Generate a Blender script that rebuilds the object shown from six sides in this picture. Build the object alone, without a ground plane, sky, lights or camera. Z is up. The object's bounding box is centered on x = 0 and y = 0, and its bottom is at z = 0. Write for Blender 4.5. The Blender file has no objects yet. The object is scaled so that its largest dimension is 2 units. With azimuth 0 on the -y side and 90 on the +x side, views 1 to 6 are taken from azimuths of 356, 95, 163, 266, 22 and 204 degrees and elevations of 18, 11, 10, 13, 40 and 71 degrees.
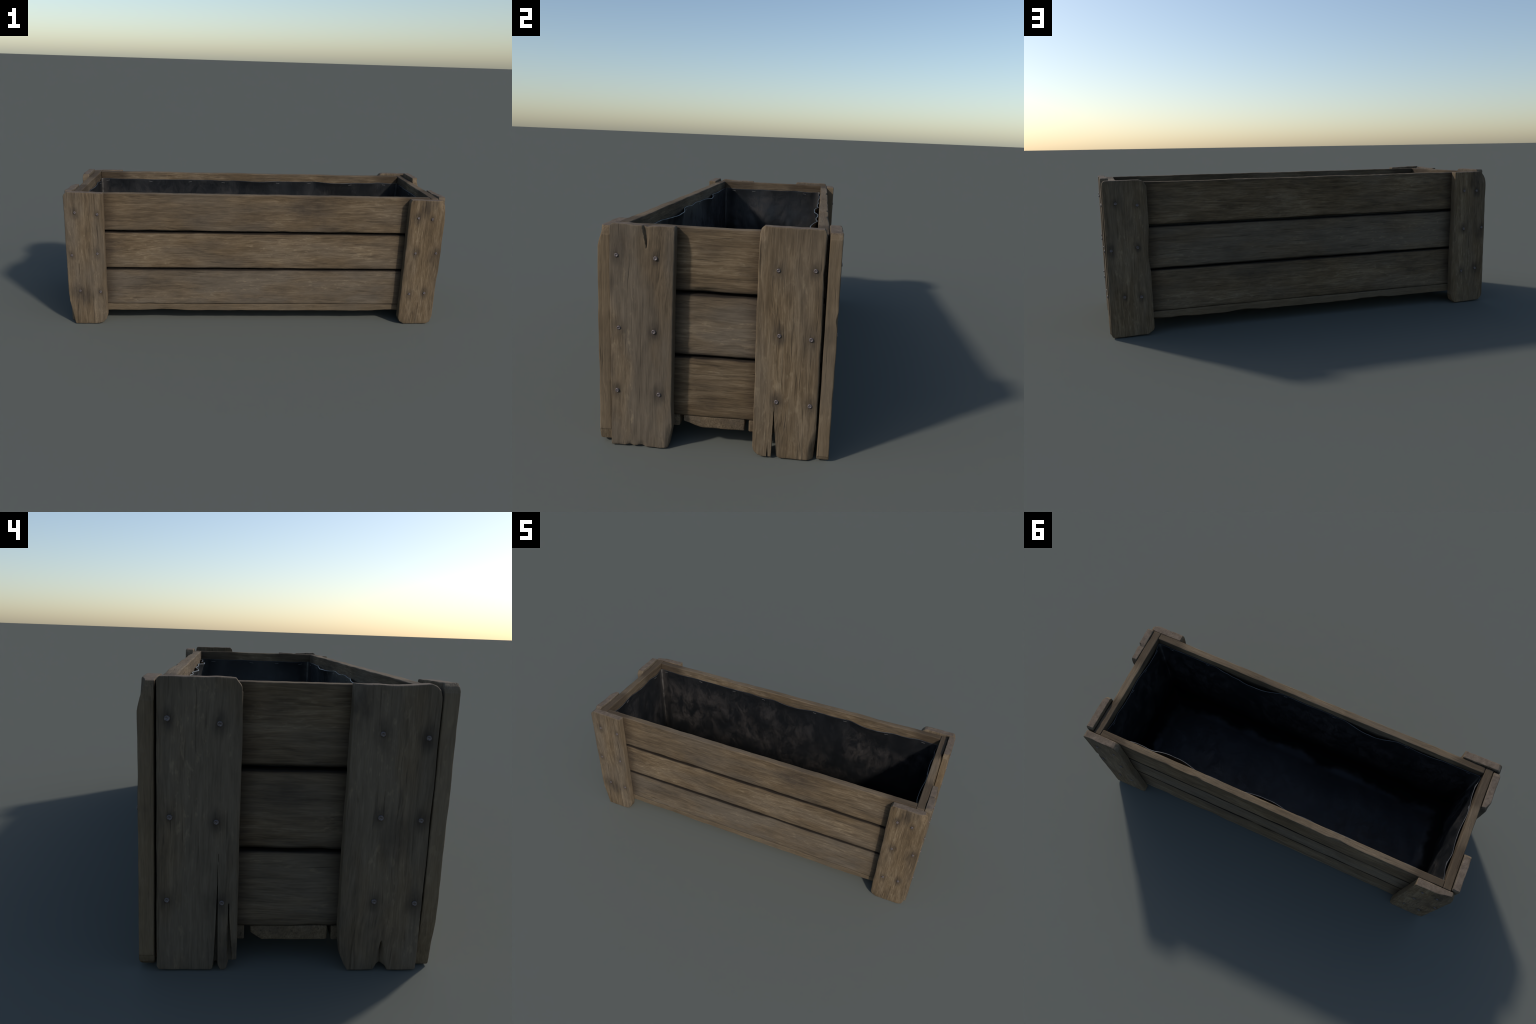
"""Weathered wooden planter box: horizontal planks on four sides, eight nailed
upright corner boards that double as feet, three bottom boards and a stapled
black plastic liner."""
import bpy, bmesh, math, random
import numpy as np
from mathutils import Matrix, Vector

random.seed(7)

# ------------------------------------------------------------------ sizes (m)
X_END_IN, X_END_OUT = 0.918, 0.958      # end planks (inner / outer face)
X_POST_OUT = 0.9955                      # outer face of the end corner boards
Y_SIDE_IN, Y_SIDE_OUT = 0.290, 0.327     # long side planks
Y_POST_OUT = 0.3665                      # outer face of the long-side boards
ROWS = [(0.100, 0.2975), (0.3065, 0.5010), (0.5115, 0.7070)]   # plank rows in z
BOTTOM = (0.060, 0.0994)


# ------------------------------------------------------------------ helpers
def waves(seed, n=6, fmin=1.0, fmax=9.0):
    """Smooth random 1-D function, about +-1, as a sum of sines."""
    r = np.random.RandomState(seed)
    f = r.uniform(fmin, fmax, n) * 2 * math.pi
    p = r.uniform(0, 2 * math.pi, n)
    a = r.uniform(0.4, 1.0, n) / np.sqrt(n)
    return lambda x: sum(a[i] * np.sin(f[i] * x + p[i]) for i in range(n))


def waves2(seed, n=10, fmin=1.0, fmax=6.0, stretch=1.0):
    r = np.random.RandomState(seed)
    f = r.uniform(fmin, fmax, n) * 2 * math.pi
    ang = r.uniform(0, 2 * math.pi, n)
    p = r.uniform(0, 2 * math.pi, n)
    a = r.uniform(0.4, 1.0, n) / np.sqrt(n)
    return lambda x, y: sum(a[i] * np.sin(f[i] * (np.cos(ang[i]) * x + stretch * np.sin(ang[i]) * y) + p[i])
                            for i in range(n))


def smooth(e0, e1, x):
    t = np.clip((x - e0) / (e1 - e0), 0, 1)
    return t * t * (3 - 2 * t)


def merged(vals, lo, hi, step, extra=(), edge=None, tol=0.0006):
    """Grid lines lo..hi: even steps, wanted breakpoints, fine lines at the edges."""
    base = list(np.linspace(lo, hi, max(2, int(round((hi - lo) / step)) + 1)))
    must = [lo, hi] + [e for e in extra if lo < e < hi]
    if edge:
        for f in (0.12, 0.35, 0.65, 1.0):
            must += [lo + edge * f, hi - edge * f]
    must = sorted(set(must))
    keep = []
    for m in must:
        if not keep or m - keep[-1] > tol:
            keep.append(m)
    keep[-1] = hi
    arr = np.array(keep)
    out = keep + [b for b in base if np.min(np.abs(arr - b)) > step * 0.35]
    return np.array(sorted(out))


def box_surface(S, T, D):
    """Quads of the surface of a box whose grid lines are S, T, D."""
    ns, nt, nd = len(S), len(T), len(D)
    idx = -np.ones((ns, nt, nd), dtype=np.int64)
    on = np.zeros((ns, nt, nd), dtype=bool)
    on[[0, -1]] = True
    on[:, [0, -1]] = True
    on[:, :, [0, -1]] = True
    idx[on] = np.arange(on.sum())
    I, J, K = np.nonzero(on)
    P = np.stack([S[I], T[J], D[K]], 1)
    quads = []

    def face(a, flip):
        q = np.stack([a[:-1, :-1], a[1:, :-1], a[1:, 1:], a[:-1, 1:]], -1).reshape(-1, 4)
        quads.append(q[:, ::-1] if flip else q)
    face(idx[:, :, -1], False)
    face(idx[:, :, 0], True)
    face(idx[:, 0, :], False)
    face(idx[:, -1, :], True)
    face(idx[-1, :, :], False)
    face(idx[0, :, :], True)
    return P, np.concatenate(quads)


def mesh_from(name, V, F, angle=38):
    me = bpy.data.meshes.new(name)
    me.from_pydata(V.tolist(), [], F.tolist())
    me.validate()
    me.polygons.foreach_set("use_smooth", np.ones(len(me.polygons), dtype=bool))
    me.set_sharp_from_angle(angle=math.radians(angle))
    me.update()
    return me


def add(name, me, parent, mat=None, matrix=None):
    ob = bpy.data.objects.new(name, me)
    bpy.context.scene.collection.objects.link(ob)
    if mat:
        me.materials.clear()
        me.materials.append(mat)
    if matrix is not None:
        ob.matrix_world = matrix
    if parent:
        ob.parent = parent
        bpy.context.view_layer.update()
        ob.matrix_parent_inverse = parent.matrix_world.inverted()
    return ob


# ------------------------------------------------------------------ node tools
class Nodes:
    def __init__(self, name):
        self.mat = bpy.data.materials.new(name)
        self.mat.use_nodes = True
        self.nt = self.mat.node_tree
        self.nt.nodes.clear()
        self.out = self.n("ShaderNodeOutputMaterial")
        self.bsdf = self.n("ShaderNodeBsdfPrincipled")
        self.nt.links.new(self.bsdf.outputs[0], self.out.inputs[0])

    def n(self, t, **kw):
        nd = self.nt.nodes.new(t)
        for k, v in kw.items():
            setattr(nd, k, v)
        return nd

    def put(self, sock, v):
        if isinstance(v, bpy.types.NodeSocket):
            self.nt.links.new(v, sock)
        elif isinstance(v, (tuple, list)) and sock.type == 'RGBA' and len(v) == 3:
            sock.default_value = (*v, 1)
        else:
            sock.default_value = v

    def math(self, op, a, b=0.0, c=None, clamp=False):
        nd = self.n("ShaderNodeMath", operation=op, use_clamp=clamp)
        self.put(nd.inputs[0], a)
        self.put(nd.inputs[1], b)
        if c is not None:
            self.put(nd.inputs[2], c)
        return nd.outputs[0]

    def mapping(self, vec, loc=(0, 0, 0), scale=(1, 1, 1)):
        nd = self.n("ShaderNodeMapping")
        self.put(nd.inputs[0], vec)
        nd.inputs['Location'].default_value = loc
        nd.inputs['Scale'].default_value = scale
        return nd.outputs[0]

    def noise(self, vec, scale=1.0, detail=4, rough=0.55, dist=0.0):
        nd = self.n("ShaderNodeTexNoise")
        self.put(nd.inputs['Vector'], vec)
        nd.inputs['Scale'].default_value = scale
        nd.inputs['Detail'].default_value = detail
        nd.inputs['Roughness'].default_value = rough
        nd.inputs['Distortion'].default_value = dist
        return nd.outputs['Fac']

    def remap(self, v, a, b, c=0.0, d=1.0):
        nd = self.n("ShaderNodeMapRange", interpolation_type='SMOOTHSTEP')
        self.put(nd.inputs[0], v)
        for i, x in enumerate((a, b, c, d)):
            nd.inputs[i + 1].default_value = x
        return nd.outputs[0]

    def ramp(self, v, stops):
        nd = self.n("ShaderNodeValToRGB")
        self.put(nd.inputs[0], v)
        e = nd.color_ramp.elements
        while len(e) < len(stops):
            e.new(0.5)
        for i, (p, c) in enumerate(stops):
            e[i].position = p
            e[i].color = (*c, 1)
        return nd.outputs[0]

    def mix(self, f, a, b, mode='MIX'):
        nd = self.n("ShaderNodeMix", data_type='RGBA', blend_type=mode)
        self.put(nd.inputs[0], f)
        self.put(nd.inputs[6], a)
        self.put(nd.inputs[7], b)
        return nd.outputs[2]


WOOD_DARK = (0.060, 0.041, 0.023)
WOOD_MID = (0.130, 0.089, 0.050)
WOOD_LIGHT = (0.228, 0.167, 0.102)
WOOD_GREY = (0.123, 0.097, 0.070)


def wood_material(name, seed, size, grey=0.3, gain=1.0, nails=(), stains=(), edge_dark=0.35, end_pale=0.85, gap=(0, 0), end_band=None):
    """Weathered timber; object x runs along the grain. nails/stains: (x, y[, r, k])."""
    L, W, T = size
    r = random.Random(seed)
    N = Nodes(name)
    tc = N.n("ShaderNodeTexCoord")
    P = tc.outputs['Object']
    off = (r.uniform(-20, 20), r.uniform(-20, 20), r.uniform(-20, 20))
    # gently wandering grain
    warp = N.noise(N.mapping(P, off, (3.0, 9.0, 9.0)), 1.0, 2, 0.5)
    warp = N.math('MULTIPLY', N.math('SUBTRACT', warp, 0.5), 0.035)
    comb = N.n("ShaderNodeCombineXYZ")
    N.put(comb.inputs[1], warp)
    N.put(comb.inputs[2], warp)
    va = N.n("ShaderNodeVectorMath", operation='ADD')
    N.put(va.inputs[0], P)
    N.put(va.inputs[1], comb.outputs[0])
    G = va.outputs[0]
    broad = N.noise(N.mapping(G, off, (2.2, 9.0, 9.0)), 1.0, 4, 0.6)
    band = N.noise(N.mapping(G, off, (4.5, 78.0, 78.0)), 1.0, 4, 0.6)
    fibre = N.noise(N.mapping(G, off, (13.0, 240.0, 240.0)), 1.0, 5, 0.65)
    mottle = N.noise(N.mapping(G, (off[1], off[0], off[2]), (12.0, 46.0, 46.0)), 1.0, 5, 0.62)
    fleck = N.noise(N.mapping(G, off, (28.0, 75.0, 75.0)), 1.0, 4, 0.6)
    sep = N.n("ShaderNodeSeparateXYZ")
    N.put(sep.inputs[0], P)
    px, py = sep.outputs[0], sep.outputs[1]
    # sun-bleached middle of the board
    cy = N.math('ABSOLUTE', N.math('SUBTRACT', N.math('DIVIDE', py, W), 0.5))
    mid = N.remap(cy, 0.12, 0.5, 0.022, -0.022)
    broad = N.math('ADD', broad, mid)
    tone = N.math('ADD', N.math('MULTIPLY', broad, 0.26),
                  N.math('ADD', N.math('MULTIPLY', band, 0.22),
                         N.math('ADD', N.math('MULTIPLY', mottle, 0.19), N.math('MULTIPLY', fibre, 0.33))))
    col = N.ramp(tone, [(0.385, WOOD_DARK), (0.50, WOOD_MID), (0.615, WOOD_LIGHT)])
    # grey weathering in soft patches
    gp = N.noise(N.mapping(P, (off[1], off[2], off[0]), (2.6, 8.0, 8.0)), 1.0, 3, 0.55)
    gp = N.math('MULTIPLY', N.remap(gp, 0.35, 0.70), min(1.0, grey + 0.35))
    gp = N.math('ADD', gp, grey * 0.6, clamp=True)
    gcol = N.ramp(tone, [(0.34, tuple(c * 0.55 for c in WOOD_GREY)), (0.50, WOOD_GREY),
                         (0.66, tuple(c * 1.4 for c in WOOD_GREY))])
    col = N.mix(gp, col, gcol)
    # pale worn flecks inside the lighter areas
    fl = N.math('MULTIPLY', N.remap(fleck, 0.54, 0.70), N.remap(broad, 0.45, 0.60))
    col = N.mix(N.math('MULTIPLY', fl, 0.42), col, (0.26, 0.20, 0.13))
    # dark drawn-out checks
    chk = N.noise(N.mapping(G, (off[2], off[0], off[1]), (5.0, 120.0, 120.0)), 1.0, 3, 0.5)
    col = N.mix(N.math('MULTIPLY', N.remap(chk, 0.63, 0.74), 0.50), col, (0.035, 0.026, 0.019))
    # dirt blotches
    dt = N.noise(N.mapping(P, (off[0] + 5, off[2], off[1]), (5.5, 15.0, 15.0)), 1.0, 5, 0.65)
    col = N.mix(N.math('MULTIPLY', N.remap(dt, 0.56, 0.76), 0.45), col, (0.055, 0.043, 0.032))
    geo = N.n("ShaderNodeNewGeometry")
    tn = N.n("ShaderNodeVectorTransform", vector_type='NORMAL', convert_from='WORLD', convert_to='OBJECT')
    N.put(tn.inputs[0], geo.outputs['Normal'])
    sn = N.n("ShaderNodeSeparateXYZ")
    N.put(sn.inputs[0], tn.outputs[0])
    # ambient occlusion tinted into the wood along long edges and toward the ends
    ey = N.math('MINIMUM', py, N.math('SUBTRACT', W, py))
    ex = N.math('MINIMUM', px, N.math('SUBTRACT', L, px))
    edge = N.math('MAXIMUM', N.remap(ey, 0.0, 0.022, 1, 0), N.math('MULTIPLY', N.remap(ex, 0.0, 0.05, 1, 0), 0.8))
    edge = N.math('MULTIPLY', edge, N.remap(broad, 0.25, 0.75, 1.0, 0.35))
    flat = N.remap(N.math('ABSOLUTE', sn.outputs[2]), 0.55, 0.9)
    edge = N.math('MULTIPLY', edge, flat)
    col = N.mix(N.math('MULTIPLY', edge, edge_dark), col, (0.060, 0.044, 0.029))
    # long narrow faces are cleaner and a little paler
    narrow = N.remap(N.math('ABSOLUTE', sn.outputs[1]), 0.6, 0.92)
    col = N.mix(N.math('MULTIPLY', narrow, 0.35), col, (0.175, 0.130, 0.083))
    # iron stain halo round nails (drawn out along the grain) and extra stains
    brk = N.remap(N.noise(N.mapping(P, off, (26.0, 60.0, 60.0)), 1.0, 4, 0.6), 0.25, 0.7, 0.45, 1.0)
    halo = None
    spots = [(x, y, r.uniform(0.022, 0.036), r.uniform(0.50, 0.85)) for x, y in nails] + list(stains)
    spots += [(x, y, 0.0135, 0.95) for x, y in nails]
    for (x, y, rad, k) in spots:
        dx = N.math('MULTIPLY', N.math('SUBTRACT', px, x), 0.62)
        dy = N.math('SUBTRACT', py, y)
        d = N.math('SQRT', N.math('ADD', N.math('MULTIPLY', dx, dx), N.math('MULTIPLY', dy, dy)))
        m = N.math('MULTIPLY', N.remap(d, rad * 0.15, rad, k, 0.0), 1.0)
        halo = m if halo is None else N.math('MAXIMUM', halo, m)
    if halo is not None:
        halo = N.math('MULTIPLY', halo, brk)
        col = N.mix(halo, col, (0.030, 0.024, 0.021))
    # contact shadow beside the uprights, brushed into the plank colour
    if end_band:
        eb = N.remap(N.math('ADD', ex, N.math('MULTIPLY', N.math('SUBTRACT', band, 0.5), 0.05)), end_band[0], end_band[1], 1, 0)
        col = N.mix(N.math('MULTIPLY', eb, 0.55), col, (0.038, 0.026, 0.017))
    # shadow of the joints painted onto the board edges: (lower edge, upper edge)
    for g, side in zip(gap, (0, 1)):
        if g:
            dist = py if side == 0 else N.math('SUBTRACT', W, py)
            line = N.remap(N.math('ADD', dist, N.math('MULTIPLY', N.math('SUBTRACT', broad, 0.5), 0.010)), 0.0005, 0.0072, 1, 0)
            col = N.mix(N.math('MULTIPLY', line, g), col, (0.013, 0.010, 0.008))
    # worn, paler arrises and end grain
    endg = N.remap(N.math('ABSOLUTE', sn.outputs[0]), 0.80, 0.97)
    enz = N.noise(N.mapping(P, off, (60.0, 45.0, 45.0)), 1.0, 4, 0.6)
    ecol = N.ramp(enz, [(0.3, (0.098, 0.073, 0.053)), (0.7, (0.180, 0.138, 0.103))])
    col = N.mix(N.math('MULTIPLY', endg, end_pale), col, ecol)
    worn = N.remap(geo.outputs['Pointiness'], 0.52, 0.60)
    col = N.mix(N.math('MULTIPLY', worn, 0.25), col, (0.20, 0.15, 0.10))
    gain *= 0.97
    if gain != 1.0:
        col = N.mix(1.0, col, (gain, gain, gain), 'MULTIPLY')
    N.put(N.bsdf.inputs['Base Color'], col)
    N.put(N.bsdf.inputs['Roughness'], N.remap(tone, 0.3, 0.7, 0.92, 0.82))
    N.bsdf.inputs['Specular IOR Level'].default_value = 0.12
    h = N.math('ADD', N.math('MULTIPLY', fibre, 0.55),
               N.math('ADD', N.math('MULTIPLY', band, 0.8), N.math('MULTIPLY', N.remap(chk, 0.6, 0.76, 0, 1), -0.8)))
    b = N.n("ShaderNodeBump")
    b.inputs['Strength'].default_value = 0.45
    b.inputs['Distance'].default_value = 0.004
    N.put(b.inputs['Height'], h)
    N.put(N.bsdf.inputs['Normal'], b.outputs[0])
    return N.mat


def liner_material():
    N = Nodes("black_plastic_liner")
    P = N.n("ShaderNodeTexCoord").outputs['Object']
    geo = N.n("ShaderNodeNewGeometry")
    big = N.noise(N.mapping(P, (3, 1, 7), (3.4, 3.4, 3.0)), 1.0, 5, 0.62, 0.4)
    mid = N.noise(N.mapping(P, (9, 4, 2), (15, 15, 10)), 1.0, 8, 0.72, 0.6)
    fine = N.noise(N.mapping(P, (1, 8, 5), (60, 60, 45)), 1.0, 4, 0.6)
    dust = N.math('MULTIPLY', N.remap(big, 0.36, 0.60), N.remap(mid, 0.38, 0.62))
    dust = N.math('MULTIPLY', dust, N.remap(fine, 0.25, 0.7, 0.55, 1.0))
    sep = N.n("ShaderNodeSeparateXYZ")
    N.put(sep.inputs[0], P)
    dust = N.math('MULTIPLY', dust, N.remap(sep.outputs[2], 0.53, 0.655, 1.0, 0.22))
    ax = N.math('ABSOLUTE', sep.outputs[0])
    ay = N.math('ABSOLUTE', sep.outputs[1])
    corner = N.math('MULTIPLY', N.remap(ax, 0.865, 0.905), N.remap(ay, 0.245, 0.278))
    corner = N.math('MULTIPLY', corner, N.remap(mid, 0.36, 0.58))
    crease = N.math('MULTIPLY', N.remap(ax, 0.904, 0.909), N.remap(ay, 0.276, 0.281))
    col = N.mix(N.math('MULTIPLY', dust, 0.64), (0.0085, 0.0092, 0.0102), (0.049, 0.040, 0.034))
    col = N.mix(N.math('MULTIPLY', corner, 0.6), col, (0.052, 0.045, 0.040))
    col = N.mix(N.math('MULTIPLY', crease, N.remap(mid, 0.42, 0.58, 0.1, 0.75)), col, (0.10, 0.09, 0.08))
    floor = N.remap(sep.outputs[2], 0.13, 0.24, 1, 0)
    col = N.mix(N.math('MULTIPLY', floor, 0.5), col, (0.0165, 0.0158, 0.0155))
    # scuffed, greyed high spots
    # corner shade baked in where sheet meets floor: colour blackened, gloss cut
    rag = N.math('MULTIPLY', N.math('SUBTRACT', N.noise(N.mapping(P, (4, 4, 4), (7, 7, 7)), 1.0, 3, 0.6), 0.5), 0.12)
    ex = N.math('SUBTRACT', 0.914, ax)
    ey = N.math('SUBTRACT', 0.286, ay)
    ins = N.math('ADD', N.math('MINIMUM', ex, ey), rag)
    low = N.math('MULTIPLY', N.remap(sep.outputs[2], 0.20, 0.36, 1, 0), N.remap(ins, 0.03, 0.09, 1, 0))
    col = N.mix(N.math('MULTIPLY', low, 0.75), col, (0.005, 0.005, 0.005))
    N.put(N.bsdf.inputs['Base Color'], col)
    N.put(N.bsdf.inputs['Roughness'], N.math('ADD', N.remap(mid, 0.3, 0.7, 0.36, 0.50), N.math('MULTIPLY', dust, 0.25)))
    N.put(N.bsdf.inputs['Specular IOR Level'], N.math('SUBTRACT', N.math('SUBTRACT', 0.44, N.math('MULTIPLY', floor, 0.14)), N.math('MULTIPLY', low, 0.44)))
    b = N.n("ShaderNodeBump")
    b.inputs['Strength'].default_value = 0.25
    b.inputs['Distance'].default_value = 0.006
    N.put(b.inputs['Height'], N.math('ADD', mid, N.math('MULTIPLY', fine, 0.25)))
    N.put(N.bsdf.inputs['Normal'], b.outputs[0])
    return N.mat


def hem_material():
    """Cut edge of the plastic sheet: dark grey, a little paler and glossier than the sheet."""
    N = Nodes("liner_cut_edge")
    P = N.n("ShaderNodeTexCoord").outputs['Object']
    a = N.noise(N.mapping(P, (2, 3, 4), (14, 14, 14)), 1.0, 4, 0.6)
    N.put(N.bsdf.inputs['Base Color'], N.mix(N.remap(a, 0.35, 0.65), (0.020, 0.020, 0.022), (0.060, 0.060, 0.062)))
    N.bsdf.inputs['Roughness'].default_value = 0.34
    N.bsdf.inputs['Specular IOR Level'].default_value = 0.6
    return N.mat


def metal_material(name, base, rust, rough, metallic):
    N = Nodes(name)
    P = N.n("ShaderNodeTexCoord").outputs['Object']
    a = N.noise(N.mapping(P, (2, 3, 4), (260, 260, 260)), 1.0, 4, 0.6)
    N.put(N.bsdf.inputs['Base Color'], N.mix(N.remap(a, 0.4, 0.65), base, rust))
    N.put(N.bsdf.inputs['Roughness'], rough)
    N.put(N.bsdf.inputs['Metallic'], metallic)
    return N.mat


# ------------------------------------------------------------------ boards
def frame(origin, xdir, zdir):
    """Matrix with local x = along the grain, local z = outward."""
    x, z = Vector(xdir), Vector(zdir)
    y = z.cross(x)
    m = Matrix((x, y, z)).transposed().to_4x4()
    m.translation = Vector(origin)
    return m


def prof(points):
    a = np.array(sorted(points))
    return lambda v: np.interp(v, a[:, 0], a[:, 1])


def board(L, W, T, seed, low=None, high=None, left=None, right=None, chips=(),
          step=0.006, step_t=0.005, radius=0.0055, wob=0.0012, bow=0.0012, extra_s=(), extra_t=()):
    """Vertices/faces of a board, 0..L along, 0..W across, 0..T thick.
    low/high: end outline as [(across, along)], left/right: edge outlines as
    [(along, across)], chips: functions (along, across) -> depth off the outer face."""
    es = list(extra_s) + [p[0] for p in (left or [])] + [p[0] for p in (right or [])]
    et = list(extra_t) + [p[0] for p in (low or [])] + [p[0] for p in (high or [])]
    S = merged(None, 0, L, step, es, radius)
    Tt = merged(None, 0, W, step_t, et, radius)
    D = merged(None, 0, T, 0.008, (), min(radius, T * 0.45))
    P, F = box_surface(S, Tt, D)
    s, t, d = P[:, 0].copy(), P[:, 1].copy(), P[:, 2].copy()
    s0, t0, d0 = s.copy(), t.copy(), d.copy()
    # rounded arrises
    rr = radius * (1.0 + 0.35 * waves(seed + 5, 5, 1, 7)(s0 + 3 * t0))
    rr = np.minimum(rr, T * 0.45)
    ins = np.stack([np.clip(s, rr, L - rr), np.clip(t, rr, W - rr), np.clip(d, rr, T - rr)], 1)
    v = np.stack([s, t, d], 1) - ins
    ln = np.linalg.norm(v, axis=1)
    ok = ln > 1e-9
    q = np.stack([s, t, d], 1)
    q[ok] = ins[ok] + v[ok] / ln[ok, None] * rr[ok, None]
    s, t, d = q[:, 0], q[:, 1], q[:, 2]
    # outline of the two ends
    lo = prof(low)(t0) if low else np.zeros_like(t0)
    hi = prof(high)(t0) if high else np.full_like(t0, L)
    lo = lo + wob * 0.7 * (1 + waves(seed + 1, 5, 4, 22)(t0)) * 0.5
    hi = hi + wob * 0.7 * waves(seed + 2, 5, 4, 22)(t0)
    f = s / L
    s = lo + f * (hi - lo)
    # outline of the two long edges
    lf = prof(left)(s0) if left else np.zeros_like(s0)
    rt = prof(right)(s0) if right else np.full_like(s0, W)
    zig = lambda k: waves(seed + k, 7, 0.6, 7)(s0) + 0.35 * waves(seed + k + 9, 6, 10, 26)(s0)
    lf = lf + wob * zig(3) + 0.0006 * waves(seed + 21, 3, 20, 60)(d0)
    rt = rt + wob * zig(4)
    g = t / W
    t = lf + g * (rt - lf)
    # outer face: warp and chips
    dep = np.zeros_like(s)
    for c in chips:
        dep = np.maximum(dep, c(s, t))
    dep = dep + 0.0006 * (1 + waves2(seed + 6, 10, 3, 14, 3.0)(s0, t0))
    d = d - dep * (d0 / T) ** 1.0
    d = d + bow * waves2(seed + 7, 5, 0.3, 1.4, 1.0)(s0, t0)
    return np.stack([s, t, d], 1), F


def wedge(c, half, z_tip, z_end, depth, sharp=1.0, skew=0.0, power=1.0, lean=0.0):
    """Split in the outer face: zero width at z_tip, +-half wide at z_end."""
    def fn(z, x):
        k = np.clip((z - z_tip) / (z_end - z_tip), 0, 1.3)
        w = np.maximum(half * k ** power, 2e-4)
        mid = c + skew * k ** power
        q = np.clip((x - mid) / w, -1, 1)
        u = np.where(q < -lean, (1 + q) / (1 - lean), (1 - q) / (1 + lean))
        return depth * np.minimum(1, u * sharp) * smooth(0, 0.25, k)
    return fn


def corner_chip(x_at, z_at, rx, rz, depth):
    """Corner or edge knocked off the outer face."""
    def fn(z, x):
        u = np.clip(1 - np.sqrt(((x - x_at) / rx) ** 2 + ((z - z_at) / rz) ** 2), 0, 1)
        return depth * np.minimum(u ** 1.3 * 1.35, 1.0)
    return fn


# The eight uprights. Outlines are given in world terms: c = x (long sides) or
# y (ends); top/bottom [(c, z)], edges [(z, c)].
def P_front_left():
    return dict(side='front', c=(-0.993, -0.796), h=0.718,
        top=[(-0.993, 0.700), (-0.986, 0.711), (-0.974, 0.719), (-0.88, 0.717), (-0.796, 0.713)],
        bot=[(-0.993, 0.0), (-0.850, 0.0), (-0.823, 0.008), (-0.806, 0.024), (-0.796, 0.045)],
        e0=[(0, -0.968), (0.06, -0.979), (0.134, -0.991), (0.19, -0.994), (0.72, -0.991)], e1=[(0, -0.798), (0.72, -0.795)],
        nails=[(-0.937, 0.614), (-0.825, 0.606), (-0.834, 0.396), (-0.965, 0.386), (-0.933, 0.189), (-0.828, 0.184)],
        chips=[], stains=[(-0.952, 0.185, 0.05, 0.6), (-0.905, 0.168, 0.05, 0.55)], grey=0.35)


def P_front_right():
    return dict(side='front', c=(0.796, 0.990), h=0.706,
        top=[(0.796, 0.694), (0.806, 0.704), (0.973, 0.702), (0.984, 0.692), (0.990, 0.680)],
        bot=[(0.796, 0.036), (0.806, 0.014), (0.831, 0.0), (0.960, 0.0), (0.979, 0.011), (0.990, 0.046)],
        e0=[(0, 0.796), (0.35, 0.798), (0.7, 0.797)], e1=[(0, 0.987), (0.25, 0.987), (0.3, 0.991), (0.6, 0.991), (0.7, 0.986)],
        nails=[(0.848, 0.608), (0.924, 0.603), (0.853, 0.413), (0.966, 0.414), (0.844, 0.179), (0.928, 0.184)],
        chips=[corner_chip(0.994, 0.710, 0.05, 0.07, 0.017), wedge(0.878, 0.012, 0.585, 0.705, 0.0035)],
        stains=[(0.879, 0.655, 0.045, 0.6), (0.95, 0.39, 0.05, 0.45)], grey=0.12)


def P_back_right():
    return dict(side='back', c=(0.797, 0.991), h=0.720,
        top=[(0.797, 0.690), (0.805, 0.704), (0.815, 0.715), (0.830, 0.7195), (0.978, 0.7185), (0.986, 0.713), (0.991, 0.702)],
        bot=[(0.797, 0.030), (0.803, 0.020), (0.826, 0.004), (0.977, 0.0), (0.986, 0.004), (0.991, 0.014)],
        e0=[(0, 0.796), (0.29, 0.798), (0.36, 0.806), (0.42, 0.806), (0.52, 0.797), (0.72, 0.799)], e1=[(0, 0.991), (0.45, 0.988), (0.72, 0.991)],
        nails=[(0.937, 0.617), (0.843, 0.607), (0.968, 0.407), (0.852, 0.416), (0.922, 0.190), (0.847, 0.185)],
        chips=[corner_chip(0.996, 0.455, 0.025, 0.03, 0.006)], stains=[], grey=0.30)


def P_back_left():
    return dict(side='back', c=(-0.992, -0.797), h=0.710,
        top=[(-0.992, 0.664), (-0.985, 0.686), (-0.973, 0.704), (-0.955, 0.707), (-0.797, 0.708)],
        bot=[(-0.992, 0.036), (-0.984, 0.018), (-0.970, 0.005), (-0.825, 0.0), (-0.806, 0.014), (-0.797, 0.042)],
        e0=[(0, -0.993), (0.7, -0.988)], e1=[(0, -0.795), (0.7, -0.798)],
        nails=[(-0.855, 0.609), (-0.930, 0.607), (-0.859, 0.406), (-0.971, 0.408), (-0.854, 0.176), (-0.938, 0.185)],
        chips=[corner_chip(-0.998, 0.730, 0.11, 0.095, 0.022)],
        stains=[(-0.925, 0.66, 0.06, 0.6), (-0.96, 0.38, 0.05, 0.5)], grey=0.15)


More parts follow.
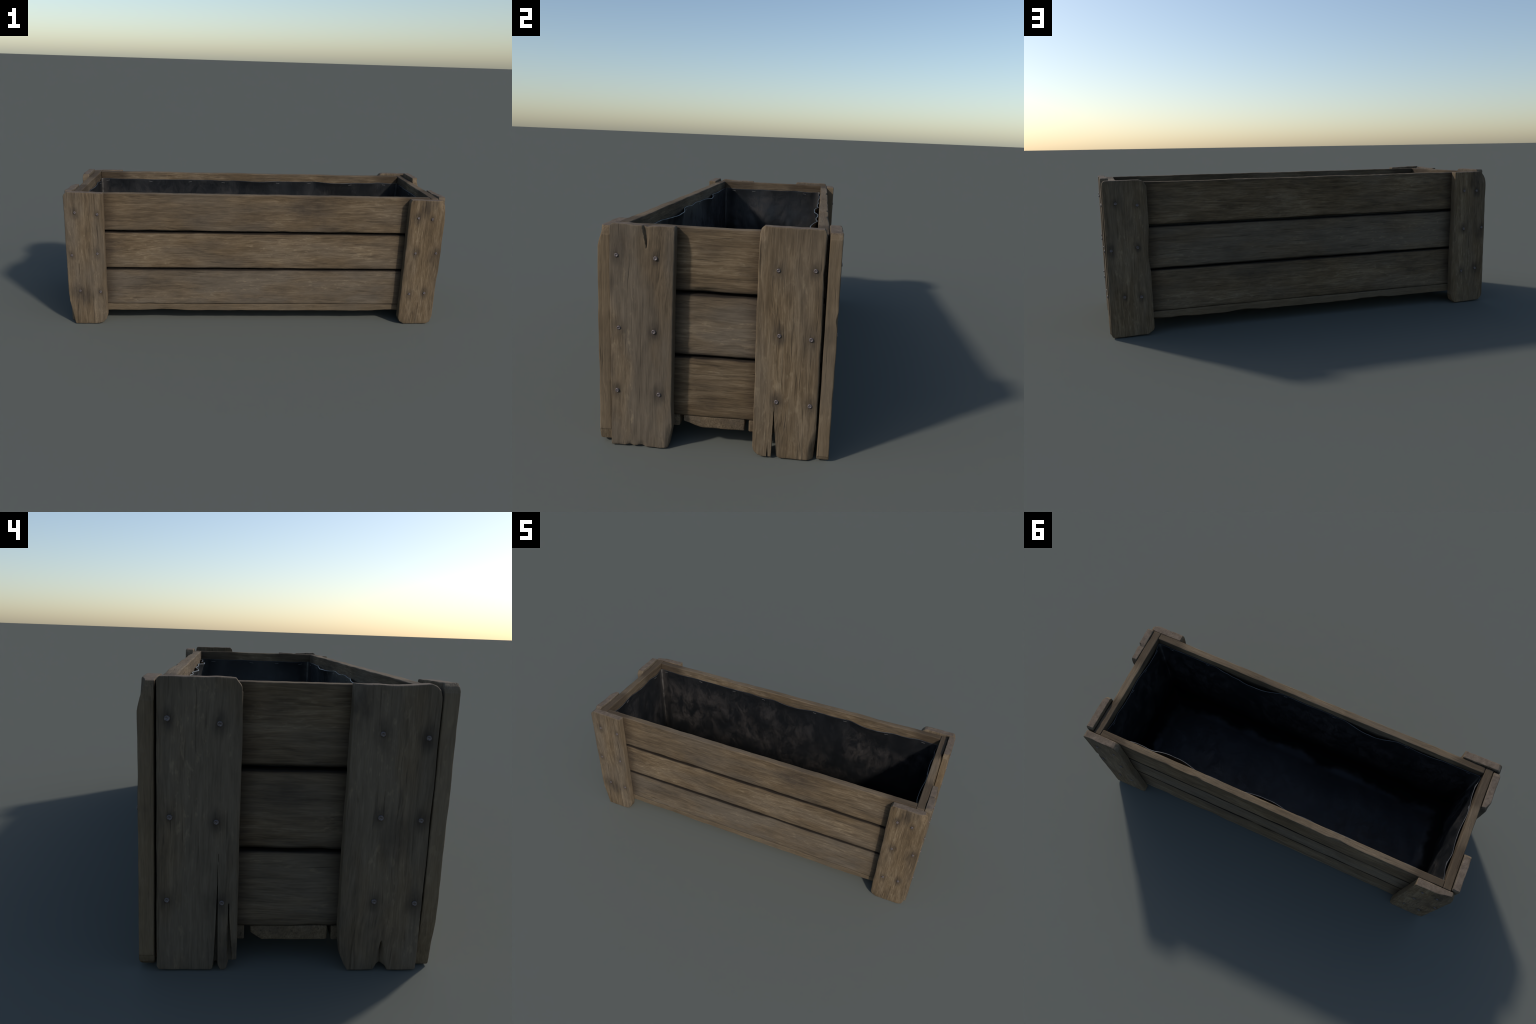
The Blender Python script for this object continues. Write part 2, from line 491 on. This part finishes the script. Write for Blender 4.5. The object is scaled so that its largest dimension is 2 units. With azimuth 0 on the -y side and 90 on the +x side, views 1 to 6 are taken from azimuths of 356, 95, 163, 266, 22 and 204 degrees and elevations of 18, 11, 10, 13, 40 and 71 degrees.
def P_right_front():
    return dict(side='right', c=(-0.327, -0.129), h=0.716,
        top=[(-0.327, 0.702), (-0.322, 0.711), (-0.314, 0.7155), (-0.226, 0.711), (-0.212, 0.707), (-0.199, 0.710), (-0.129, 0.711)],
        bot=[(-0.327, 0.0), (-0.282, 0.0), (-0.265, 0.0035), (-0.250, 0.0005), (-0.229, 0.004), (-0.222, 0.004), (-0.206, 0.0), (-0.129, 0.0)],
        e0=[(0, -0.326), (0.72, -0.328)], e1=[(0, -0.144), (0.04, -0.137), (0.078, -0.131), (0.15, -0.134), (0.4, -0.131), (0.72, -0.128)],
        nails=[(-0.305, 0.618), (-0.185, 0.614), (-0.299, 0.392), (-0.190, 0.385), (-0.305, 0.187), (-0.173, 0.182)],
        chips=[wedge(-0.2125, 0.0165, 0.640, 0.712, 0.010, 1.0, 0.001, 1.0, 0.75), corner_chip(-0.150, 0.725, 0.085, 0.06, 0.009), corner_chip(-0.122, 0.725, 0.03, 0.05, 0.013),
               corner_chip(-0.265, -0.004, 0.014, 0.022, 0.005), corner_chip(-0.226, -0.004, 0.018, 0.03, 0.006),
               corner_chip(-0.126, 0.0, 0.03, 0.1, 0.014)],
        stains=[(-0.285, 0.645, 0.05, 0.45), (-0.325, 0.52, 0.04, 0.3)], grey=0.75, fine=[(-0.2125, 0.017)])


def P_right_back():
    return dict(side='right', c=(0.124, 0.320), h=0.729,
        top=[(0.124, 0.708), (0.127, 0.719), (0.137, 0.7285), (0.311, 0.7275), (0.317, 0.722), (0.320, 0.710)],
        bot=[(0.124, 0.030), (0.130, 0.016), (0.142, 0.005), (0.155, 0.001), (0.1700, 0.002), (0.1725, 0.050), (0.1752, 0.003),
             (0.1850, 0.002), (0.1866, 0.180), (0.1882, 0.150), (0.2030, 0.006), (0.213, 0.0), (0.304, 0.0), (0.320, 0.0)],
        e0=[(0, 0.126), (0.46, 0.123), (0.72, 0.124)],
        e1=[(0, 0.316), (0.035, 0.318), (0.075, 0.320), (0.155, 0.321), (0.52, 0.319), (0.575, 0.317), (0.61, 0.3145), (0.65, 0.3185), (0.73, 0.320)],
        nails=[(0.183, 0.600), (0.292, 0.605), (0.194, 0.400), (0.290, 0.394), (0.194, 0.188), (0.297, 0.182)],
        chips=[corner_chip(0.120, 0.735, 0.035, 0.06, 0.014), corner_chip(0.328, 0.0, 0.032, 0.11, 0.022),
               wedge(0.1885, 0.0030, 0.186, 0.02, 0.022, 3.0, 0.0, 0.8)], fine=[(0.1885, 0.004)],
        stains=[], grey=0.18)


def P_left_back():
    return dict(side='left', c=(0.127, 0.322), h=0.718,
        top=[(0.127, 0.688), (0.130, 0.700), (0.143, 0.7165), (0.155, 0.718), (0.315, 0.717), (0.322, 0.711)],
        bot=[(0.127, 0.019), (0.147, 0.018), (0.152, 0.004), (0.157, 0.0), (0.166, 0.0), (0.1705, 0.008), (0.174, 0.016), (0.183, 0.014), (0.186, 0.004), (0.190, 0.0), (0.316, 0.0), (0.322, 0.006)],
        e0=[(0, 0.1265), (0.45, 0.128), (0.72, 0.128)], e1=[(0, 0.322), (0.72, 0.321)],
        nails=[(0.297, 0.623), (0.179, 0.614), (0.291, 0.393), (0.183, 0.383), (0.297, 0.186), (0.166, 0.180)],
        chips=[wedge(0.1765, 0.0062, 0.34, 0.0, 0.016, 3.0, 0.002, 2.0), wedge(0.1500, 0.0105, 0.21, 0.0, 0.015, 2.0, -0.0095, 1.7),
               corner_chip(0.132, 0.0, 0.02, 0.09, 0.016)],
        stains=[(0.165, 0.04, 0.05, 0.5)], grey=0.9, fine=[(0.1775, 0.006), (0.146, 0.013)])


def P_left_front():
    return dict(side='left', c=(-0.325, -0.122), h=0.718,
        top=[(-0.325, 0.692), (-0.321, 0.703), (-0.312, 0.712), (-0.300, 0.7165), (-0.23, 0.711), (-0.122, 0.712)],
        bot=[(-0.325, 0.0), (-0.252, 0.0), (-0.246, 0.010), (-0.236, 0.014), (-0.224, 0.013), (-0.214, 0.0), (-0.149, 0.0), (-0.140, 0.014), (-0.130, 0.037), (-0.122, 0.10)],
        e0=[(0, -0.325), (0.72, -0.324)], e1=[(0, -0.124), (0.12, -0.122), (0.72, -0.122)],
        nails=[(-0.193, 0.600), (-0.301, 0.593), (-0.204, 0.400), (-0.301, 0.395), (-0.204, 0.187), (-0.305, 0.183)],
        chips=[wedge(-0.2315, 0.018, 0.088, 0.0, 0.015, 1.0, -0.004), corner_chip(-0.116, 0.73, 0.042, 0.07, 0.02),
               corner_chip(-0.332, 0.73, 0.03, 0.05, 0.012), corner_chip(-0.116, 0.0, 0.035, 0.12, 0.016)],
        stains=[(-0.142, 0.66, 0.045, 0.6), (-0.24, 0.35, 0.06, 0.5)], grey=0.75, fine=[(-0.234, 0.018)])


def nail_mesh():
    """Round wire-nail head: low dome with a shallow dish."""
    rings = [(0.0076, -0.001), (0.0076, 0.0022), (0.0070, 0.0040), (0.0058, 0.0050), (0.0044, 0.0048), (0.0030, 0.0038), (0.0014, 0.0034)]
    n = 18
    V, F = [], []
    for r, z in rings:
        for i in range(n):
            a = 2 * math.pi * i / n
            V.append((r * math.cos(a), r * math.sin(a), z))
    for k in range(len(rings) - 1):
        for i in range(n):
            j = (i + 1) % n
            F.append((k * n + i, k * n + j, (k + 1) * n + j, (k + 1) * n + i))
    me = bpy.data.meshes.new("nail")
    top = (len(rings) - 1) * n
    me.from_pydata(V, [], F + [tuple(range(top, top + n))])
    for p in me.polygons:
        p.use_smooth = True
    return me


def build():
    root = bpy.data.objects.new("wooden_planter_box", None)
    bpy.context.scene.collection.objects.link(root)
    root["label"] = "long weathered wooden planter box with nailed corner boards and black liner"
    root["category"] = "planter box"
    root.empty_display_size = 0.2

    nail_me = nail_mesh()
    nail_mat = metal_material("nail_iron", (0.145, 0.121, 0.118), (0.070, 0.053, 0.050), 0.5, 0.25)
    nail_me.materials.append(nail_mat)

    # ---- horizontal planks of the long sides
    tone = {('f', 0): (0.85, 1.0), ('f', 1): (0.22, 1.02), ('f', 2): (0.26, 0.98),
            ('b', 0): (0.20, 0.95), ('b', 1): (0.95, 1.0), ('b', 2): (0.12, 0.95),
            ('r', 0): (0.05, 0.92), ('r', 1): (0.75, 1.05), ('r', 2): (0.25, 1.0),
            ('l', 0): (0.85, 0.90), ('l', 1): (0.35, 0.88), ('l', 2): (0.35, 0.90)}
    L = 2 * 0.9165
    T = Y_SIDE_OUT - Y_SIDE_IN
    for key, zdir in (('f', (0, -1, 0)), ('b', (0, 1, 0))):
        for row, (z0, z1) in enumerate(ROWS):
            W = z1 - z0
            sd = 100 + row * 17 + (0 if key == 'f' else 53)
            rs = random.Random(sd + 7)
            fix = [corner_chip(rs.choice([0.0, W]), rs.uniform(0.1, L - 0.1), rs.uniform(0.006, 0.011),
                               rs.uniform(0.03, 0.09), rs.uniform(0.002, 0.006)) for _ in range(6)]
            V, F = board(L, W, T, sd, chips=fix, step=0.010, step_t=0.0066, radius=0.0042, wob=0.0009, bow=0.0012)
            xd = (1, 0, 0) if key == 'f' else (-1, 0, 0)
            # local y = z x x : (0,-1,0)x(1,0,0) = +z ; (0,1,0)x(-1,0,0) = +z
            org = (-L / 2 if key == 'f' else L / 2, zdir[1] * Y_SIDE_IN, z0)
            g, k = tone[(key, row)]
            st = []
            rs = random.Random(sd)
            for _ in range(4):
                st.append((rs.uniform(0.15, L - 0.15), rs.uniform(0.02, W - 0.02), rs.uniform(0.05, 0.10), rs.uniform(0.12, 0.32)))
            st += [(0.10, W * 0.5, 0.09, 0.35), (L - 0.10, W * 0.5, 0.08, 0.30)]
            if key == 'f' and row == 2:
                st += [(1.19, 0.125, 0.11, 0.6), (0.62, 0.06, 0.08, 0.3)]
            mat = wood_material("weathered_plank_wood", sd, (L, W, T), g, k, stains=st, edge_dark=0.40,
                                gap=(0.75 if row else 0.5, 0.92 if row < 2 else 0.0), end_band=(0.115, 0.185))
            add("side_plank", mesh_from("side_plank", V, F), root, mat, frame(org, xd, zdir))

    # ---- horizontal planks of the two ends
    L = 2 * 0.3262
    T = X_END_OUT - X_END_IN
    for key, zdir in (('r', (1, 0, 0)), ('l', (-1, 0, 0))):
        for row, (z0, z1) in enumerate(ROWS):
            W = z1 - z0
            sd = 300 + row * 19 + (0 if key == 'r' else 61)
            rs = random.Random(sd)
            fix = [corner_chip(rs.choice([0.0, W]), rs.uniform(0.05, L - 0.05), 0.012, rs.uniform(0.03, 0.08), 0.006) for _ in range(3)]
            V, F = board(L, W, T, sd, chips=fix, step=0.008, step_t=0.006, radius=0.0042, wob=0.0009, bow=0.001)
            xd = (0, 1, 0) if key == 'r' else (0, -1, 0)
            org = (zdir[0] * X_END_IN, -L / 2 if key == 'r' else L / 2, z0)
            g, k = tone[(key, row)]
            st = [(rs.uniform(0.2, L - 0.2), rs.uniform(0.03, W - 0.03), 0.05, 0.35)]
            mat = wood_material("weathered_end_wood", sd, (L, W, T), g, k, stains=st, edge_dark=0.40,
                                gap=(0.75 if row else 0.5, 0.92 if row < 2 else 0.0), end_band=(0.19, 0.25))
            add("end_plank", mesh_from("end_plank", V, F), root, mat, frame(org, xd, zdir))

    # ---- bottom boards, face down
    T = BOTTOM[1] - BOTTOM[0]
    L = 2 * 0.954
    for i, (y0, y1) in enumerate(((-0.3255, -0.114), (-0.102, 0.093), (0.108, 0.3255))):
        W = y1 - y0
        sd = 500 + 23 * i
        rs = random.Random(sd)
        # local: x along world x, z down  -> y = z x x = (0,0,-1)x(1,0,0) = (0,-1,0)
        fix = [corner_chip(rs.choice([0.0, W]), rs.uniform(0.1, L - 0.1), rs.uniform(0.012, 0.02), rs.uniform(0.06, 0.14), rs.uniform(0.004, 0.008)) for _ in range(7)]
        if i == 1:
            # across = y1 - world y
            def bevel_a(s, t):      # +x end, front corner, long bevel
                return np.where(s > L - 0.25, np.clip((t - (W - 0.055)) / 0.055, 0, 1) * 0.018 * smooth(L - 0.2, L - 0.03, s), 0)

            def bevel_b(s, t):      # -x end, rear corner
                return np.where(s < 0.25, np.clip((0.03 - t) / 0.03, 0, 1) * 0.020 * smooth(0.2, 0.03, s), 0)
            fix += [bevel_a, bevel_b]
        V, F = board(L, W, T, sd, chips=fix, step=0.010, step_t=0.0075, radius=0.004, wob=0.0014, bow=0.0008)
        mat = wood_material("weathered_bottom_wood", sd, (L, W, T), 0.30, 0.86, edge_dark=0.3, end_pale=0.10)
        add("bottom_board", mesh_from("bottom_board", V, F), root, mat,
            frame((-L / 2, y1, BOTTOM[1]), (1, 0, 0), (0, 0, -1)))

    # ---- uprights with nails
    nailcount = 0
    for k, make in enumerate((P_front_left, P_front_right, P_back_right, P_back_left,
                              P_right_front, P_right_back, P_left_back, P_left_front)):
        p = make()
        c0, c1 = p['c']
        W, h = c1 - c0, p['h']
        z = {'front': (0, -1, 0), 'back': (0, 1, 0), 'right': (1, 0, 0), 'left': (-1, 0, 0)}[p['side']]
        # local x is up; local y = z x up:  front -x, back +x, right -y, left +y
        flip = p['side'] in ('front', 'right')
        cv = (lambda c: c1 - c) if flip else (lambda c: c - c0)
        if p['side'] in ('front', 'back'):
            inner, outer = Y_SIDE_OUT + 0.0008, Y_POST_OUT
        else:
            inner, outer = X_END_OUT + 0.0015, X_POST_OUT
        T = outer - inner
        e_lo, e_hi = (p['e1'], p['e0']) if flip else (p['e0'], p['e1'])
        wc = (lambda t: c1 - t) if flip else (lambda t: c0 + t)
        chips = [(lambda fn: (lambda s, t: fn(s, wc(t))))(fn) for fn in p['chips']]
        V, F = board(h, W, T, 700 + 31 * k,
                     low=[(cv(c), zz) for c, zz in p['bot']], high=[(cv(c), zz) for c, zz in p['top']],
                     left=[(zz, cv(c)) for zz, c in e_lo], right=[(zz, cv(c)) for zz, c in e_hi],
                     extra_t=[cv(c + h2 * k / 9.0) for c, h2 in p.get('fine', []) for k in range(-9, 10)],
                     chips=chips, step=0.0055, step_t=0.0032, radius=0.0040, wob=0.0008, bow=0.0008)
        nails = [(zz, cv(c)) for c, zz in p['nails']]
        stains = [(zz, cv(c), r, a) for c, zz, r, a in p['stains']]
        mat = wood_material("weathered_post_wood", 700 + 31 * k, (h, W, T), p['grey'], 1.0, nails, stains, 0.30)
        cc = c1 if flip else c0
        if p['side'] in ('front', 'back'):
            org = (cc, z[1] * inner, 0)
        else:
            org = (z[0] * inner, cc, 0)
        M = frame(org, (0, 0, 1), z)
        post = add("corner_post", mesh_from("corner_post", V, F), root, mat, M)
        outer_v = V[V[:, 2] > T * 0.5]
        for (a, b) in nails:
            near = outer_v[np.argsort((outer_v[:, 0] - a) ** 2 + (outer_v[:, 1] - b) ** 2)[:6]]
            dz = float(near[:, 2].mean())
            rn = random.Random(nailcount)
            nailcount += 1
            tilt = Matrix.Rotation(rn.uniform(-0.16, 0.16), 4, 'X') @ Matrix.Rotation(rn.uniform(-0.16, 0.16), 4, 'Y')
            sc = Matrix.Scale(rn.uniform(0.80, 0.92), 4)
            m = M @ Matrix.Translation((a, b, dz - rn.uniform(0.0002, 0.0014))) @ tilt @ sc
            add("nail", nail_me, post, None, m)

    liner(root)


# ------------------------------------------------------------------ liner
def liner(root):
    A, B = X_END_IN - 0.0045, Y_SIDE_IN - 0.0045
    RIM, FLOOR, R = 0.667, 0.108, 0.008
    per = []            # perimeter samples: position, inward normal, wall id, coordinate
    stp = 0.0075

    def run(p, q, n_in):
        p, q = np.array(p, float), np.array(q, float)
        m = int(np.linalg.norm(q - p) / stp)
        for i in range(m):
            per.append(((p + (q - p) * i / m), np.array(n_in, float)))

    def arc(cx, cy, a0):
        for i in range(5):
            a = a0 + math.pi / 2 * i / 5
            per.append((np.array((cx + R * math.cos(a), cy + R * math.sin(a))), -np.array((math.cos(a), math.sin(a)))))
    run((-A + R, -B), (A - R, -B), (0, 1)); arc(A - R, -B + R, -math.pi / 2)
    run((A, -B + R), (A, B - R), (-1, 0)); arc(A - R, B - R, 0)
    run((A - R, B), (-A + R, B), (0, -1)); arc(-A + R, B - R, math.pi / 2)
    run((-A, B - R), (-A, -B + R), (1, 0)); arc(-A + R, -B + R, math.pi)
    XY = np.array([p for p, _ in per])
    NI = np.array([n for _, n in per])
    m = len(per)

    # slack bulges of the top hem: (wall, coordinate, half width, amount)
    bulges = [('f', 0.34, 0.16, 0.024), ('f', -0.32, 0.15, 0.022), ('f', 0.50, 0.07, 0.010), ('f', -0.62, 0.10, 0.008),
              ('b', 0.53, 0.15, 0.024), ('b', 0.02, 0.14, 0.017), ('b', -0.40, 0.16, 0.005), ('b', 0.72, 0.08, 0.010),
              ('b', -0.75, 0.08, 0.005), ('b', 0.30, 0.08, 0.006), ('b', -0.20, 0.08, 0.007),
              ('r', -0.18, 0.13, 0.010), ('r', 0.08, 0.09, 0.007), ('r', 0.23, 0.06, 0.006),
              ('l', 0.05, 0.12, 0.008), ('l', -0.2, 0.09, 0.007), ('l', 0.21, 0.07, 0.010)]
    wall = np.where(np.abs(XY[:, 1]) > B - R * 0.3, np.where(XY[:, 1] < 0, 'f', 'b'),
                    np.where(XY[:, 0] > 0, 'r', 'l'))
    co = np.where((wall == 'f') | (wall == 'b'), XY[:, 0], XY[:, 1])
    half = np.where((wall == 'f') | (wall == 'b'), A, B)
    away = smooth(0.0, 0.07, half - np.abs(co))          # quiet near the corners
    hem = np.zeros(m)
    for w, c, hw, amt in bulges:
        u = np.clip(1 - np.abs(co - c) / hw, 0, 1)
        hem += np.where(wall == w, amt * u ** 1.4 * (3 - 2 * u) / 1.0, 0)
    hem *= away
    arcl = np.arange(m) * stp
    rimz = RIM + 0.0022 * waves(901, 8, 0.8, 6)(arcl) - 0.12 * hem

    depth_rows = np.concatenate([[0, 0.002, 0.006], np.linspace(0.012, RIM - FLOOR - 0.075, 62)])
    fold = waves2(911, 16, 1.5, 8, 0.35)
    soft = waves2(917, 10, 0.5, 2.5, 1.0)
    crs = waves2(921, 14, 4, 14, 0.8)
    rings = []
    for dz in depth_rows:
        k = dz / (RIM - FLOOR)
        fade = math.exp(-(dz / 0.06) ** 1.3)
        off = hem * fade * (1 - 0.15 * min(1, dz / 0.02)) 
        mid = smooth(0.03, 0.22, np.array(dz)) * away
        off = off + mid * (0.007 + 0.0045 * soft(arcl, dz) + 0.0058 * np.abs(fold(arcl, dz)) + 0.0018 * np.abs(crs(arcl, dz)))
        off = off + (1 - mid) * away * 0.0007 * (1 + fold(arcl, dz))
        off = np.maximum(off, 0)
        off = off + 0.012 * max(0, k) ** 2
        z = rimz - dz
        rings.append(np.column_stack([XY + NI * off[:, None], z]))
        last = off
    # fillet down to the floor, then shrinking floor rings
    base = rings[-1]
    zf0 = base[:, 2].mean()
    rf = zf0 - FLOOR
    hill = waves2(931, 12, 0.8, 3.5, 1.0)
    hill2 = waves2(935, 14, 3, 10, 1.0)
    fl = lambda x, y: FLOOR + 0.005 * (1 + hill(x, y)) + 0.0012 * hill2(x, y)
    a_in, b_in = A - 0.02, B - 0.02
    insets = list(rf * (1 - np.cos(np.linspace(0, math.pi / 2, 7)[1:]))) + list(np.linspace(rf + 0.008, b_in, 32))
    drops = list(np.sin(np.linspace(0, math.pi / 2, 7)[1:])) + [1.0] * 32
    for ins, dr in zip(insets, drops):
        x = np.clip(base[:, 0], -(a_in - ins), a_in - ins)
        y = np.clip(base[:, 1], -(b_in - ins), b_in - ins)
        z = base[:, 2] * (1 - dr) + fl(x, y) * dr
        rings.append(np.column_stack([x, y, z]))
    V = np.concatenate(rings)
    nr = len(rings)
    i = np.arange(m)
    F = []
    for r in range(nr - 1):
        a, b = r * m + i, r * m + (i + 1) % m
        F.append(np.stack([a, a + m, b + m, b], 1))
    F = np.concatenate(F)
    me = bpy.data.meshes.new("liner")
    me.from_pydata(V.tolist(), [], F.tolist())
    bm = bmesh.new()
    bm.from_mesh(me)
    bmesh.ops.remove_doubles(bm, verts=bm.verts, dist=0.00002)
    bmesh.ops.recalc_face_normals(bm, faces=bm.faces)
    # faces look inward and up
    top = max(bm.faces, key=lambda f: -abs(f.calc_center_median().z - FLOOR) - f.calc_center_median().to_2d().length)
    if top.normal.z < 0:
        bmesh.ops.reverse_faces(bm, faces=bm.faces)
    bm.to_mesh(me)
    bm.free()
    for p in me.polygons:
        p.use_smooth = True
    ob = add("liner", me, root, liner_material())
    sol = ob.modifiers.new("sheet", 'SOLIDIFY')
    sol.thickness = 0.0034
    sol.offset = -1.0
    sol.use_rim = True
    sol.material_offset_rim = 1
    me.materials.append(hem_material())
    # ---- staples holding the hem
    st_me = staple_mesh()
    st_me.materials.append(metal_material("staple_steel", (0.20, 0.195, 0.19), (0.10, 0.09, 0.085), 0.5, 0.4))
    spots = [('b', x) for x in (-0.872, -0.622, -0.38, -0.176, 0.158, 0.36, 0.612, 0.832)] + \
            [('f', x) for x in (-0.85, -0.52, -0.12, 0.16, 0.62, 0.84)] + \
            [('l', y) for y in (-0.235, -0.111, 0.195)] + [('r', y) for y in (0.222, 0.026, -0.116, -0.24)]
    dz = 0.012
    ring = rings[3]
    for n, (w, c) in enumerate(spots):
        cand = np.where(wall == w)[0]
        j = cand[np.argmin(np.abs(co[cand] - c))]
        pos = ring[j]
        ni = NI[j]
        rn = random.Random(n)
        M = frame((pos[0] + ni[0] * 0.0004, pos[1] + ni[1] * 0.0004, pos[2]), (-ni[1], ni[0], 0), (ni[0], ni[1], 0)) \
            @ Matrix.Rotation(rn.uniform(-0.25, 0.25), 4, 'Z')
        add("staple", st_me, ob, None, M)


def staple_mesh():
    """Flat wire staple crown with two bent ends, lying on the hem."""
    bm = bmesh.new()
    def bar(x0, x1, y0, y1, z0, z1):
        bmesh.ops.create_cube(bm, size=1, matrix=Matrix.Translation(((x0 + x1) / 2, (y0 + y1) / 2, (z0 + z1) / 2))
                              @ Matrix.Diagonal((x1 - x0, y1 - y0, z1 - z0, 1)))
    bar(-0.0085, 0.0085, -0.0009, 0.0009, 0.0004, 0.0018)
    bar(-0.0098, -0.0086, -0.0009, 0.0009, -0.003, 0.0014)
    bar(0.0086, 0.0098, -0.0009, 0.0009, -0.003, 0.0014)
    me = bpy.data.meshes.new("staple")
    bm.to_mesh(me)
    bm.free()
    return me


build()
